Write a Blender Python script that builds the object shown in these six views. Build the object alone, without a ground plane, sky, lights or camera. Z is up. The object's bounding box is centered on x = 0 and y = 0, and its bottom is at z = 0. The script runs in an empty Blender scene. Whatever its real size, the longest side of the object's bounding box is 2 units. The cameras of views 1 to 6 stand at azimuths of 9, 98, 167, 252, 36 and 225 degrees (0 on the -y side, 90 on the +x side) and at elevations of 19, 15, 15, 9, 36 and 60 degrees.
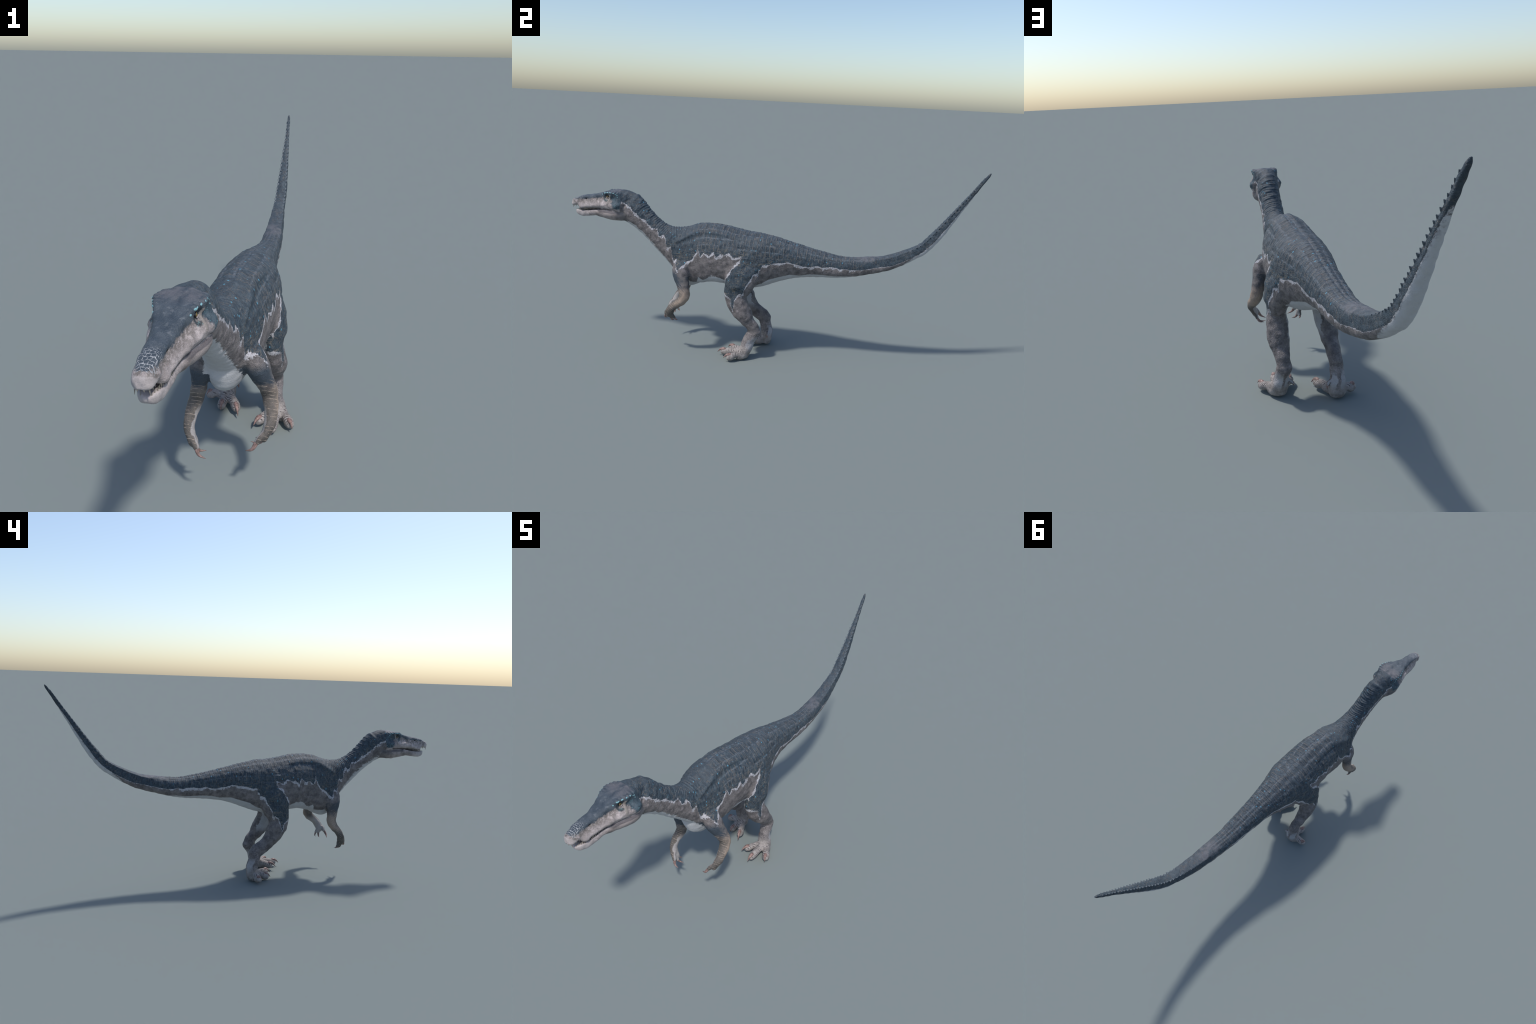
"""A long-snouted theropod dinosaur: blue-grey back, taupe flanks with a torn
white edging, white belly, spiked tail crest, striped tan arms.
The body is lofted from a spine with cross-sections, the limbs from their own
axes; all are fused into one smooth skin that is then split into body parts."""
import bpy
import math
import random
import numpy as np
from mathutils import Vector, Matrix
from mathutils.kdtree import KDTree

random.seed(7)
rng = np.random.default_rng(7)

VOXEL = 0.0023

# ----------------------------------------------------------------- helpers


def spline(t, v, q):
    """Smooth (Catmull-Rom / Hermite) interpolation of the rows v at t, read at q."""
    t = np.asarray(t, float)
    v = np.asarray(v, float)
    if v.ndim == 1:
        v = v[:, None]
    m = np.zeros_like(v)
    d = np.diff(v, axis=0) / np.diff(t)[:, None]
    m[1:-1] = (d[1:] * np.diff(t)[:-1, None] + d[:-1] * np.diff(t)[1:, None]) / (t[2:] - t[:-2])[:, None]
    m[0], m[-1] = d[0], d[-1]
    i = np.clip(np.searchsorted(t, q) - 1, 0, len(t) - 2)
    h = (t[i + 1] - t[i])[:, None]
    u = ((q - t[i])[:, None]) / h
    return ((2 * u**3 - 3 * u**2 + 1) * v[i] + (u**3 - 2 * u**2 + u) * h * m[i]
            + (-2 * u**3 + 3 * u**2) * v[i + 1] + (u**3 - u**2) * h * m[i + 1])


def chord(p):
    return np.concatenate([[0], np.cumsum(np.linalg.norm(np.diff(p, axis=0), axis=1))])


def unit(a):
    return a / np.maximum(np.linalg.norm(a, axis=-1, keepdims=True), 1e-9)


def loft_faces(rows, cols, base):
    f = []
    for i in range(rows - 1):
        for j in range(cols):
            a, b = base + i * cols + j, base + i * cols + (j + 1) % cols
            f.append((a, b, b + cols, a + cols))
    f.append(tuple(base + j for j in range(cols))[::-1])
    f.append(tuple(base + (rows - 1) * cols + j for j in range(cols)))
    return f


class Parts:
    """Collects the closed lofts that will be fused into the skin."""

    def __init__(self):
        self.v, self.f, self.n = [], [], 0

    def add(self, rings):
        rows, cols = rings.shape[:2]
        self.f += loft_faces(rows, cols, self.n)
        self.v.append(rings.reshape(-1, 3))
        self.n += rows * cols


parts = Parts()

# ------------------------------------------------------------- trunk profile
# y along the animal, centre x, centre z, half width, half height,
# roundness of the upper and of the lower half (0.5 = ellipse, less = boxier),
# lean of the section in degrees
TRUNK = np.array([
    [-0.700, -0.0255, 0.6925, 0.0512, 0.0793, 0.46, 0.47, -36.9], [-0.660, -0.0205, 0.6662, 0.0492, 0.0709, 0.45, 0.48, -37.0],
    [-0.620, -0.0187, 0.6331, 0.0467, 0.0621, 0.48, 0.48, -37.0], [-0.575, -0.0159, 0.5952, 0.0468, 0.0596, 0.52, 0.48, -35.6],
    [-0.530, -0.0126, 0.5603, 0.0505, 0.0661, 0.54, 0.47, -32.4], [-0.485, -0.0115, 0.5357, 0.0569, 0.0809, 0.55, 0.45, -27.7],
    [-0.440, -0.0125, 0.5149, 0.0665, 0.1042, 0.52, 0.42, -22.1], [-0.400, -0.0125, 0.5000, 0.0787, 0.1288, 0.48, 0.39, -16.2],
    [-0.350, -0.0090, 0.4831, 0.0909, 0.1510, 0.48, 0.37, -8.1], [-0.300, -0.0059, 0.4894, 0.0980, 0.1474, 0.52, 0.36, -2.4],
    [-0.250, -0.0022, 0.4958, 0.1023, 0.1432, 0.53, 0.36, -2.0], [-0.200, -0.0014, 0.4922, 0.1049, 0.1417, 0.52, 0.38, -4.4],
    [-0.140, -0.0013, 0.4814, 0.1079, 0.1407, 0.50, 0.41, -4.9], [-0.080, -0.0001, 0.4757, 0.1089, 0.1392, 0.48, 0.43, -1.2],
    [-0.020, -0.0008, 0.4779, 0.1031, 0.1326, 0.47, 0.45, 2.3], [0.040, -0.0035, 0.4835, 0.0876, 0.1173, 0.45, 0.49, 3.3],
    [0.100, -0.0038, 0.4866, 0.0739, 0.0996, 0.42, 0.53, 1.6], [0.160, -0.0015, 0.4872, 0.0622, 0.0832, 0.40, 0.56, -0.5],
    [0.220, -0.0016, 0.4845, 0.0568, 0.0718, 0.39, 0.56, -2.5], [0.280, -0.0006, 0.4814, 0.0523, 0.0628, 0.39, 0.52, -3.2],
    [0.340, 0.0002, 0.4780, 0.0490, 0.0552, 0.39, 0.45, -1.4], [0.400, 0.0007, 0.4791, 0.0445, 0.0483, 0.40, 0.40, 5.5],
    [0.460, 0.0012, 0.4892, 0.0419, 0.0434, 0.40, 0.37, 10.9], [0.520, 0.0006, 0.5015, 0.0394, 0.0397, 0.41, 0.36, 12.0],
    [0.580, -0.0003, 0.5151, 0.0362, 0.0363, 0.42, 0.37, 18.1], [0.640, -0.0008, 0.5407, 0.0320, 0.0330, 0.44, 0.39, 26.0],
    [0.690, -0.0016, 0.5675, 0.0281, 0.0299, 0.46, 0.41, 29.9], [0.740, -0.0006, 0.5994, 0.0255, 0.0272, 0.46, 0.41, 41.9],
    [0.790, 0.0006, 0.6580, 0.0231, 0.0248, 0.47, 0.42, 52.7], [0.840, 0.0012, 0.7299, 0.0186, 0.0201, 0.49, 0.42, 56.1],
    [0.890, 0.0012, 0.8061, 0.0134, 0.0144, 0.50, 0.43, 56.6], [0.940, 0.0012, 0.8819, 0.0088, 0.0096, 0.52, 0.44, 56.4],
    [0.980, 0.0002, 0.9425, 0.0068, 0.0070, 0.53, 0.44, 56.6], [.994, .0, .9610, .0048, .0048, .5, .5, 56.6],
    [.998, .0, .9672, .0022, .0022, .5, .5, 56.6],])

kt = chord(TRUNK[:, :3][:, [1, 0, 2]])
ts = np.linspace(0, kt[-1], 520)
td = spline(kt, TRUNK, ts)
TC = td[:, [1, 0, 2]]                       # trunk centre line
lean = np.radians(td[:, 7])
TT = np.stack([0 * lean, np.cos(lean), np.sin(lean)], 1)
TR = unit(np.cross(TT, [0, 0, 1.0]))
TU = np.cross(TR, TT)
th = np.linspace(0, 2 * np.pi, 96, endpoint=False)
cs, sn = np.cos(th)[None], np.sin(th)[None]
p2 = 2 * np.where(sn > 0, td[:, 5:6], td[:, 6:7])
ex = np.sign(cs) * np.abs(cs) ** p2
ey = np.sign(sn) * np.abs(sn) ** p2
trunk_rings = (TC[:, None] + (td[:, 3:4] * ex)[..., None] * TR[:, None] + (td[:, 4:5] * ey)[..., None] * TU[:, None])
parts.add(trunk_rings)

# --------------------------------------------------------------------- head


def head_x(y):
    """The head and neck are turned a little to the animal's right."""
    return -0.0262 - 0.031 * (-0.70 - y)


def half_ring(pts, n=72):
    """Closed smooth ring through half-profile points (lateral, z), top to bottom."""
    pts = np.array(pts, float)
    full = np.concatenate([pts, pts[-2:0:-1] * [-1, 1]])
    full = np.concatenate([full, full[:1]])
    t = chord(full)
    ext_t = np.concatenate([[-(t[-1] - t[-2])], t, [t[-1] + t[1]]])
    ext = np.concatenate([full[-2:-1], full, full[1:2]])
    return spline(ext_t, ext, np.linspace(0, t[-1], n, endpoint=False))


# y, top z, roof edge (w, z), side (w, z), lip (w, z), palate z
SKULL = np.array([
    [-1.0005, .694, .006, .692, .009, .686, .007, .681, .679],
    [-.996, .702, .012, .699, .016, .688, .013, .678, .676],
    [-.990, .708, .0155, .704, .0205, .690, .017, .677, .675],
    [-.978, .714, .0175, .709, .0238, .693, .0200, .678, .677],
    [-.963, .720, .0175, .716, .0240, .697, .0205, .680, .677],
    [-.947, .726, .0175, .722, .0245, .697, .0290, .671, .664],
    [-.920, .731, .0175, .727, .0265, .701, .0320, .672, .666],
    [-.880, .738, .021, .733, .031, .708, .0380, .681, .673],
    [-.845, .748, .029, .744, .037, .720, .0480, .686, .674],
    [-.800, .760, .045, .755, .045, .733, .060, .693, .674],
    [-.765, .767, .0555, .756, .051, .727, .070, .695, .672],
    [-.742, .769, .054, .753, .057, .728, .0745, .696, .669],
    [-.726, .770, .046, .750, .055, .728, .068, .695, .668],
    [-.712, .770, .039, .748, .048, .727, .054, .695, .668],
    [-.690, .768, .032, .746, .040, .722, .042, .695, .668],
    [-.660, .755, .026, .738, .032, .715, .034, .695, .668]])
# y, top z, width at the tooth row, side width, side z, chin width, chin z
JAW = np.array([
    [-.981, .650, .005, .006, .646, .004, .643], [-.976, .654, .012, .013, .646, .010, .637],
    [-.966, .656, .018, .020, .644, .016, .629], [-.950, .654, .0205, .0230, .642, .018, .624],
    [-.930, .655, .0215, .0260, .641, .019, .624], [-.900, .6595, .024, .029, .644, .021, .628],
    [-.870, .665, .026, .031, .648, .021, .631], [-.840, .668, .034, .040, .649, .026, .628],
    [-.800, .6695, .046, .052, .650, .035, .622], [-.770, .669, .054, .060, .650, .042, .620],
    [-.740, .670, .056, .062, .650, .042, .620], [-.715, .671, .046, .053, .650, .036, .621],
    [-.680, .672, .036, .040, .652, .028, .626]])


def head_loft(rows, build, n):
    yq = np.linspace(rows[0, 0], rows[-1, 0], n)
    dense = spline(rows[:, 0], rows, yq)
    rings = []
    for r in dense:
        ring = half_ring(build(r))
        rings.append(np.stack([head_x(r[0]) + ring[:, 0], np.full(len(ring), r[0]), ring[:, 1]], 1))
    return np.array(rings)


parts.add(head_loft(SKULL, lambda r: [(0, r[1]), (r[2] * .6, r[1] - .3 * (r[1] - r[3])), (r[2], r[3]), (r[4], r[5]), (r[6], r[7]), (r[6] * .82, r[8]), (0, r[8] + .001)], 110))
parts.add(head_loft(JAW, lambda r: [(0, r[1] - .003), (r[2] * .8, r[1]), (r[2], r[1] - .001), (r[3], r[4]), (r[5], r[6] + .002), (0, r[6])], 110))

# -------------------------------------------------------------------- limbs
# x, y, z, half width across the body, half width fore and aft
LEG_LEFT = [
    (.050, -.080, .510, .046, .085), (.074, -.092, .435, .052, .088), (.089, -.107, .370, .044, .071),
    (.088, -.121, .312, .036, .055), (.092, -.110, .275, .040, .050), (.095, -.088, .235, .041, .044),
    (.094, -.058, .192, .034, .032), (.093, -.031, .160, .030, .0295), (.092, -.022, .137, .028, .032),
    (.094, -.036, .110, .0265, .029), (.098, -.051, .080, .027, .031), (.102, -.060, .052, .031, .030),
    (.105, -.066, .028, .034, .030), (.105, -.070, .010, .030, .025)]
LEG_RIGHT = [(-x, y, z, a, b) for x, y, z, a, b in LEG_LEFT[:4]] + [
    (-.094, -.114, .275, .040, .050), (-.097, -.095, .237, .038, .043), (-.097, -.067, .198, .032, .034),
    (-.096, -.032, .172, .028, .0335), (-.096, -.003, .149, .027, .034), (-.097, .005, .120, .026, .029),
    (-.097, .012, .088, .0265, .029), (-.096, .016, .058, .031, .029), (-.094, .013, .028, .034, .029),
    (-.094, .009, .010, .030, .024)]
ARM_LEFT = [
    (.060, -.400, .450, .028, .040), (.080, -.398, .400, .036, .042), (.093, -.387, .360, .031, .033),
    (.106, -.375, .325, .027, .028), (.115, -.370, .295, .0255, .026), (.121, -.382, .273, .0235, .023),
    (.126, -.408, .253, .0205, .020), (.1265, -.430, .232, .018, .0195), (.120, -.441, .212, .0145, .0215),
    (.113, -.445, .198, .0130, .0210), (.109, -.437, .186, .0105, .0155), (.106, -.433, .179, .007, .011)]
ARM_RIGHT = [
    (-.062, -.425, .450, .030, .040), (-.078, -.428, .395, .032, .040), (-.082, -.426, .352, .025, .031),
    (-.088, -.422, .315, .0235, .026), (-.094, -.419, .287, .0225, .0245), (-.100, -.430, .265, .022, .022),
    (-.105, -.452, .240, .0185, .019), (-.106, -.468, .214, .0165, .0185), (-.100, -.476, .194, .0145, .021),
    (-.094, -.479, .180, .0130, .0205), (-.089, -.472, .166, .0105, .0155), (-.086, -.468, .158, .007, .011)]


def tube(stations, n=60, cols=40, side=(1, 0, 0)):
    s = np.array(stations, float)
    t = chord(s[:, :3])
    d = spline(t, s, np.linspace(0, t[-1], n))
    c = d[:, :3]
    tan = unit(np.gradient(c, axis=0))
    a = unit(np.array(side, float) - (tan @ np.array(side, float))[:, None] * tan)
    b = np.cross(tan, a)
    ang = np.linspace(0, 2 * np.pi, cols, endpoint=False)
    rings = c[:, None] + (d[:, 3:4] * np.cos(ang))[..., None] * a[:, None] + (d[:, 4:5] * np.sin(ang))[..., None] * b[:, None]
    return rings, d


def round_tube(points, n=26, cols=20):
    """Toe or finger: points (x, y, z, r), ended by a rounded tip."""
    p = np.array(points, float)
    end = unit(p[-1, :3] - p[-2, :3]) * p[-1, 3]
    tip = [np.concatenate([p[-1, :3] + end * k, [p[-1, 3] * math.sqrt(max(0, 1 - k * k))]]) for k in (.45, .8, .97)]
    p = np.concatenate([p, tip])
    q = np.concatenate([p, p[:, 3:4]], 1)
    return tube(q, n, cols, side=(.3, .9, .1))[0]


LIMBS = {}
for name, st in (("leg", LEG_LEFT), ("leg_r", LEG_RIGHT), ("arm", ARM_LEFT), ("arm_r", ARM_RIGHT)):
    rings, d = tube(st)
    parts.add(rings)
    LIMBS[name] = d

# deep breast between the arms
parts.add(tube([(-.013, -.470, .430, .018, .045), (-.013, -.462, .430, .034, .070), (-.013, -.445, .430, .050, .096), (-.013, -.420, .430, .062, .113),
                (-.012, -.395, .430, .070, .121), (-.010, -.360, .430, .074, .114), (-.009, -.320, .430, .074, .095), (-.007, -.270, .430, .060, .065)], 60, 56)[0])

# toes: knuckle, claw base, claw tip (three on each foot)
FEET = {
    "left": ((.106, -.066, .040), [((.139, -.096, .033), (.156, -.127, .036), (.170, -.156, .019)),
                                   ((.104, -.113, .036), (.102, -.166, .038), (.101, -.200, .016)),
                                   ((.077, -.098, .035), (.051, -.130, .039), (.034, -.161, .018))]),
    "right": ((-.094, .006, .042), [((-.128, .004, .034), (-.156, -.002, .040), (-.171, -.013, .021)),
                                    ((-.098, -.022, .036), (-.102, -.055, .036), (-.101, -.084, .012)),
                                    ((-.068, -.028, .036), (-.046, -.070, .040), (-.031, -.107, .011))])}
CLAWS = []                                   # (points with radius, parent)
for foot, (ankle, toes) in FEET.items():
    A = np.array(ankle)
    for k, (kn, base, tip) in enumerate(toes):
        kn, base, tip = map(np.array, (kn, base, tip))
        out = unit((tip - kn) * [1, 1, 0])
        pad = base - [0, 0, .017]
        parts.add(round_tube([(*A, .028), (*(A * .45 + kn * .55 + [0, 0, -.004]), .0198), (*(kn * .35 + base * .65 - [0, 0, .012]), .0172),
                              (*(pad - out * .006), .0178), (*(pad + out * .004), .0160)]))
        b0 = base - out * .006 - [0, 0, .006]
        CLAWS.append(([(*b0, .0085), (*(base + out * .006 - [0, 0, .004]), .0088), (*(base * .5 + tip * .5 + [0, 0, .005]), .0058), (*tip, .0008)], "foot", foot))
for ankle, toes in FEET.values():
    o, i = np.array(toes[0][0]), np.array(toes[2][0])
    A = np.array(ankle)
    parts.add(round_tube([(*(o * [1, 1, 0] + [0, 0, .022]), .019), (*(A * .55 + o * .45 - [0, 0, .014]), .024), (*(A - [0, 0, .012]), .027),
                          (*(A * .55 + i * .45 - [0, 0, .014]), .024), (*(i * [1, 1, 0] + [0, 0, .022]), .019)]))
# the small raised inner toe
for foot, pts in (("left", [(.082, -.042, .070, .010), (.066, -.038, .062, .009), (.058, -.038, .056, .006)]),
                  ("right", [(-.076, .022, .074, .010), (-.062, .024, .068, .009), (-.056, .024, .062, .006)])):
    parts.add(round_tube(pts))
    e = np.array(pts[-1][:3])
    tip = np.array((.054, -.044, .043)) if foot == "left" else np.array((-.053, .024, .046))
    CLAWS.append(([(*(e + [0, 0, .004]), .005), (*(e * .5 + tip * .5), .0035), (*tip, .0006)], "foot", foot))

# fingers: knuckle, claw base, mid claw, claw tip
HANDS = {
    "left": [((.107, -.461, .204), (.095, -.467, .188), (.081, -.475, .166), (.061, -.470, .155), .0085),
             ((.111, -.443, .192), (.106, -.438, .175), (.094, -.434, .159), (.070, -.429, .158), .0068),
             ((.112, -.431, .193), (.107, -.422, .177), (.100, -.414, .164), (.081, -.410, .160), .0060)],
    "right": [((-.087, -.493, .189), (-.077, -.501, .171), (-.068, -.510, .154), (-.046, -.512, .144), .0085),
              ((-.089, -.482, .168), (-.083, -.478, .150), (-.074, -.474, .140), (-.055, -.469, .139), .0075),
             ((-.092, -.471, .168), (-.090, -.462, .151), (-.089, -.456, .143), (-.082, -.449, .140), .0065)]}
for hand, fingers in HANDS.items():
    wrist = np.array(ARM_LEFT[-4][:3] if hand == "left" else ARM_RIGHT[-4][:3])
    for kn, base, mid, tip, r in fingers:
        parts.add(round_tube([(*(wrist * .5 + np.array(kn) * .5), r * 1.25), (*kn, r * 1.15), (*base, r * 1.1)]))
        CLAWS.append(([(*(np.array(base) * .8 + np.array(kn) * .2), r * .85), (*base, r * .85), (*mid, r * .55), (*tip, .0006)], "hand", hand))

# ---------------------------------------------------------------- fuse skin
raw = bpy.data.meshes.new("raw")
raw.from_pydata(np.concatenate(parts.v).tolist(), [], parts.f)
raw.update()
tmp = bpy.data.objects.new("raw", raw)
bpy.context.scene.collection.objects.link(tmp)
mod = tmp.modifiers.new("fuse", "REMESH")
mod.mode = "VOXEL"
mod.voxel_size = VOXEL
mod.adaptivity = 0
bpy.context.view_layer.update()
skin = bpy.data.meshes.new_from_object(tmp.evaluated_get(bpy.context.evaluated_depsgraph_get()))
bpy.data.objects.remove(tmp)
bpy.data.meshes.remove(raw)

nv = len(skin.vertices)
V = np.empty(nv * 3, np.float32)
skin.vertices.foreach_get("co", V)
V = V.reshape(-1, 3).astype(float)
E = np.empty(len(skin.edges) * 2, np.int32)
skin.edges.foreach_get("vertices", E)
E = E.reshape(-1, 2)
F = np.empty(len(skin.loops), np.int32)
skin.loops.foreach_get("vertex_index", F)
F = F.reshape(-1, 4)
deg = np.bincount(E.ravel(), minlength=nv).astype(float)


def neighbour_mean(a):
    out = np.empty_like(a)
    for k in range(a.shape[1]):
        out[:, k] = (np.bincount(E[:, 0], a[E[:, 1], k], nv) + np.bincount(E[:, 1], a[E[:, 0], k], nv)) / deg
    return out


def smooth(w, times):
    global V
    w = np.broadcast_to(np.asarray(w, float), (nv,))[:, None]
    for _ in range(times):
        V = V + w * .6 * (neighbour_mean(V) - V)


def normals():
    a = V[F[:, 2]] - V[F[:, 0]]
    b = V[F[:, 3]] - V[F[:, 1]]
    fn = np.cross(a, b)
    n = np.stack([np.bincount(F.ravel(), np.repeat(fn[:, k], 4), nv) for k in range(3)], 1)
    return unit(n)


def nearest_on(line, radius_a, radius_b=None):
    """Index of the nearest sample on a centre line for every vertex."""
    idx = np.empty(nv, np.int32)
    L = line.astype(np.float32)
    l2 = (L**2).sum(1)
    for s in range(0, nv, 40000):
        P = V[s:s + 40000].astype(np.float32)
        idx[s:s + 40000] = np.argmin(l2[None] - 2 * P @ L.T, 1)
    return idx


def limb_distance(d):
    k = nearest_on(d[:, :3], None)
    off = V - d[k, :3]
    return np.linalg.norm(off, axis=1) - np.sqrt(d[k, 3] * d[k, 4])


# nearest point of the trunk loft: station along the body and angle round it
tree = KDTree(260 * 48)
for i in range(260):
    for j in range(48):
        tree.insert(trunk_rings[2 * i, 2 * j], i * 48 + j)
tree.balance()
hit = [tree.find(v) for v in V.tolist()]
hid = np.array([h[1] for h in hit])
d_skin = np.array([h[2] for h in hit])          # distance to the trunk surface
ti = (hid // 48) * 2
lat = ex[ti, (hid % 48) * 2]
ver = ey[ti, (hid % 48) * 2]
d_limb = {k: limb_distance(d) for k, d in LIMBS.items()}

smooth(1, 3)
for k, d in d_limb.items():
    reach = .055 if "leg" in k else .035
    smooth(np.clip(1.15 - (np.abs(d_skin) + np.abs(d)) / reach, 0, 1), 60)
# palms and insteps
for c, r in (((.105, -.068, .050), .060), ((-.094, .008, .050), .060)):
    q = np.linalg.norm(V - c, axis=1)
    smooth(np.clip(1.3 - q / r, 0, .8), 16)
for d in ("arm", "arm_r"):
    end = LIMBS[d][-8, :3]
    smooth(np.clip(1.2 - np.linalg.norm(V - end, axis=1) / .022, 0, .6), 5)
# breast
smooth(np.clip(1.5 - np.linalg.norm((V - (-.012, -.455, .42)) / (.075, .05, .11), axis=1), 0, 1), 60)
# head joins the neck under a fold behind the cheek
hy = V[:, 1]
smooth(np.clip(1.2 - np.abs(hy + .672) / .045, 0, 1) * (ver > .25), 60)
smooth(np.clip(1 - np.abs(hy + .685) / .03, 0, 1) * (ver > -.2), 12)
smooth(np.clip(1 - np.abs(hy + .70) / .05, 0, 1) * (ver <= -.2), 25)

# ---------------------------------------------------------- relief on skin
N = normals()
X, Y, Z = V.T
LX = X - head_x(Y)
fields = np.stack([ts[ti], TC[ti, 1], lat, ver], 1)
for _ in range(14):
    fields = neighbour_mean(fields)
s_arc, y0, lat, ver = fields.T
phi = np.degrees(np.arctan2(np.abs(lat), ver))      # 0 on the back, 180 on the belly


def bump1(x, c, w):
    return np.exp(-((x - c) / w) ** 2)


def wobble(freq, seed):
    """Cheap smooth noise from a few random plane waves."""
    r = np.random.default_rng(seed)
    out = np.zeros(nv)
    for _ in range(9):
        k = unit(r.normal(size=3)) * freq * r.uniform(.6, 1.6)
        out += np.sin(V @ k + r.uniform(0, 6.28))
    return out / 3


def smoothstep(a, b, x):
    t = np.clip((x - a) / (b - a), 0, 1)
    return t * t * (3 - 2 * t)


owner_trunk = np.ones(nv, bool)
for d in d_limb.values():
    owner_trunk &= ~((d < .01) & (d_skin > .006))
is_head = Y < -.695
disp = np.zeros(nv)
# neck: transverse folds over the nape
w1 = wobble(40, 1)
fold = ((s_arc + .012 * wobble(22, 31) + .005 * w1) / .0235) % 1.0
saw = np.where(fold < .72, fold / .72, (1 - fold) / .28)
nape = smoothstep(-.715, -.68, y0) * (1 - smoothstep(-.56, -.46, y0)) * (1 - smoothstep(30, 80, phi)) * smoothstep(-.70, -.655, Y)
disp += .0015 * (saw - .5) * nape * np.clip(.75 + .8 * wobble(34, 21), 0, 1.7)
fold2 = np.sin((s_arc + .005 * wobble(60, 2)) * 2 * np.pi / .011)
disp += .0006 * fold2 * np.clip(.8 + .6 * wobble(45, 23), 0, 1.5) * smoothstep(-.70, -.66, y0) * (1 - smoothstep(-.45, -.40, y0)) * (1 - smoothstep(70, 120, phi))
# back: rows of keeled scutes, stepped along the body
step = ((s_arc + .0015 * w1) / .0208) % 1.0
stepsaw = np.where(step < .82, step / .82, (1 - step) / .18)
back = smoothstep(-.43, -.33, y0) * (1 - smoothstep(.42, .52, y0)) * owner_trunk
for c, w, a in ((9, 4.5, .0021), (30, 4, .0011), (50, 4, .0008), (70, 4, .0005)):
    disp += a * bump1(phi, c, w) * (.35 + .65 * stepsaw) * back
disp -= .0014 * (bump1(phi, 0, 4) + bump1(phi, 20, 6)) * back
disp += -.0012 * bump1(step, .95, .06) * back * (1 - smoothstep(60, 95, phi))
# shoulder-blade ridge
ridge_v = np.interp(y0, [-.46, -.43, -.40, -.36, -.30, -.22, -.16], [.20, .42, .62, .76, .82, .80, .76])
on = smoothstep(-.46, -.42, y0) * (1 - smoothstep(-.22, -.13, y0)) * owner_trunk
dv = (ver - ridge_v)
disp += .0050 * on * np.where(dv > 0, bump1(dv, 0, .20), bump1(dv, 0, .07)) * (np.abs(lat) > .12)
disp -= .0025 * on * bump1(dv, -.16, .09) * (np.abs(lat) > .12)
# shoulder hollow in front of the shoulder-blade, and loose skin folds
disp += .0012 * np.sin((Y * .9 + Z * .25 + .01 * wobble(30, 3)) * 2 * np.pi / .016) * smoothstep(-.49, -.45, Y) * (1 - smoothstep(-.40, -.36, Y)) * (Z > .42) * owner_trunk
# tail crest edges
crest = smoothstep(.46, .60, y0)
disp += .10 * td[ti, 3] * bump1(phi, 46, 9) * crest
disp -= .06 * td[ti, 3] * bump1(phi, 80, 16) * crest
disp -= .05 * td[ti, 3] * bump1(phi, 0, 26) * crest
# hips, ribs and muscles
disp += .0012 * wobble(55, 5) * owner_trunk * (~is_head) * (td[ti, 3] / .1)
disp += .0007 * wobble(160, 6)
for k in ("leg", "leg_r"):
    near = np.exp(-np.clip(d_limb[k], 0, 1) / .01)
    disp += .0021 * wobble(75, 9) * near
    kx = LIMBS[k]
    # hollow in the ankle and a rounded calf
    disp += .004 * near * bump1(Z, .245, .028) * np.clip(N[:, 1], 0, 1)
    disp -= .0025 * near * bump1(Z, .165, .018) * np.abs(N[:, 0])
    hz = .137 if k == "leg" else .150
    disp += .0050 * near * bump1(Z, hz, .013) * np.clip(N[:, 1], 0, 1)      # heel bone
    disp += .0030 * near * bump1(Z, .318, .018) * np.clip(-N[:, 1], 0, 1)    # knee cap
    # creases across the toes
    disp -= .0010 * near * (Z < .06) * (np.sin(Y * 2 * np.pi / .0085) > .55) * np.clip(N[:, 2], 0, 1)

# head relief
def dent(cl, cy, cz, r, depth, both=True, ry=1, rz=1):
    q = ((np.abs(LX) - cl) / r) ** 2 + ((Y - cy) / (r * ry)) ** 2 + ((Z - cz) / (r * rz)) ** 2
    return -depth * np.exp(-q)


hd = np.zeros(nv)
hd += dent(.046, -.794, .736, .0105, .0075, ry=1.25)                # eye socket
hd += dent(.036, -.842, .718, .012, .0040, ry=1.6)                  # in front of the eye
hd += dent(.056, -.757, .722, .011, .0055, ry=1.0, rz=1.3)          # temple
hd += dent(.024, -.915, .714, .0050, .0042, ry=1.5)                 # nostril
hd += dent(.024, -.930, .706, .009, .0018, ry=2)
bar_y = -.777 - .010 * (Z - .745) / -.04                             # bar behind the eye
hd += .0038 * bump1(Y, bar_y, .0052) * smoothstep(.690, .702, Z) * (1 - smoothstep(.742, .75, Z)) * (np.abs(LX) > .03)
brow = smoothstep(-.845, -.80, Y) * (1 - smoothstep(-.735, -.715, Y))
hd += .0040 * brow * bump1(Z, .757 - .05 * np.abs(Y + .775), .0055) * smoothstep(.025, .04, np.abs(LX))
hd += .0016 * brow * np.sin(Y * 2 * np.pi / .013) * bump1(Z, .757, .006) * smoothstep(.03, .04, np.abs(LX))
hd += .0018 * bump1(Y, -.945, .012) * bump1(Z, .675, .01) * (np.abs(LX) > .015)
hd -= .0022 * bump1(LX, 0, .010) * smoothstep(-.90, -.85, Y) * (1 - smoothstep(-.78, -.75, Y)) * (Z > .72)   # forehead trough
hd += .0006 * wobble(300, 12) * (Z > .66)
disp += hd * (Y < -.68)
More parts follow.
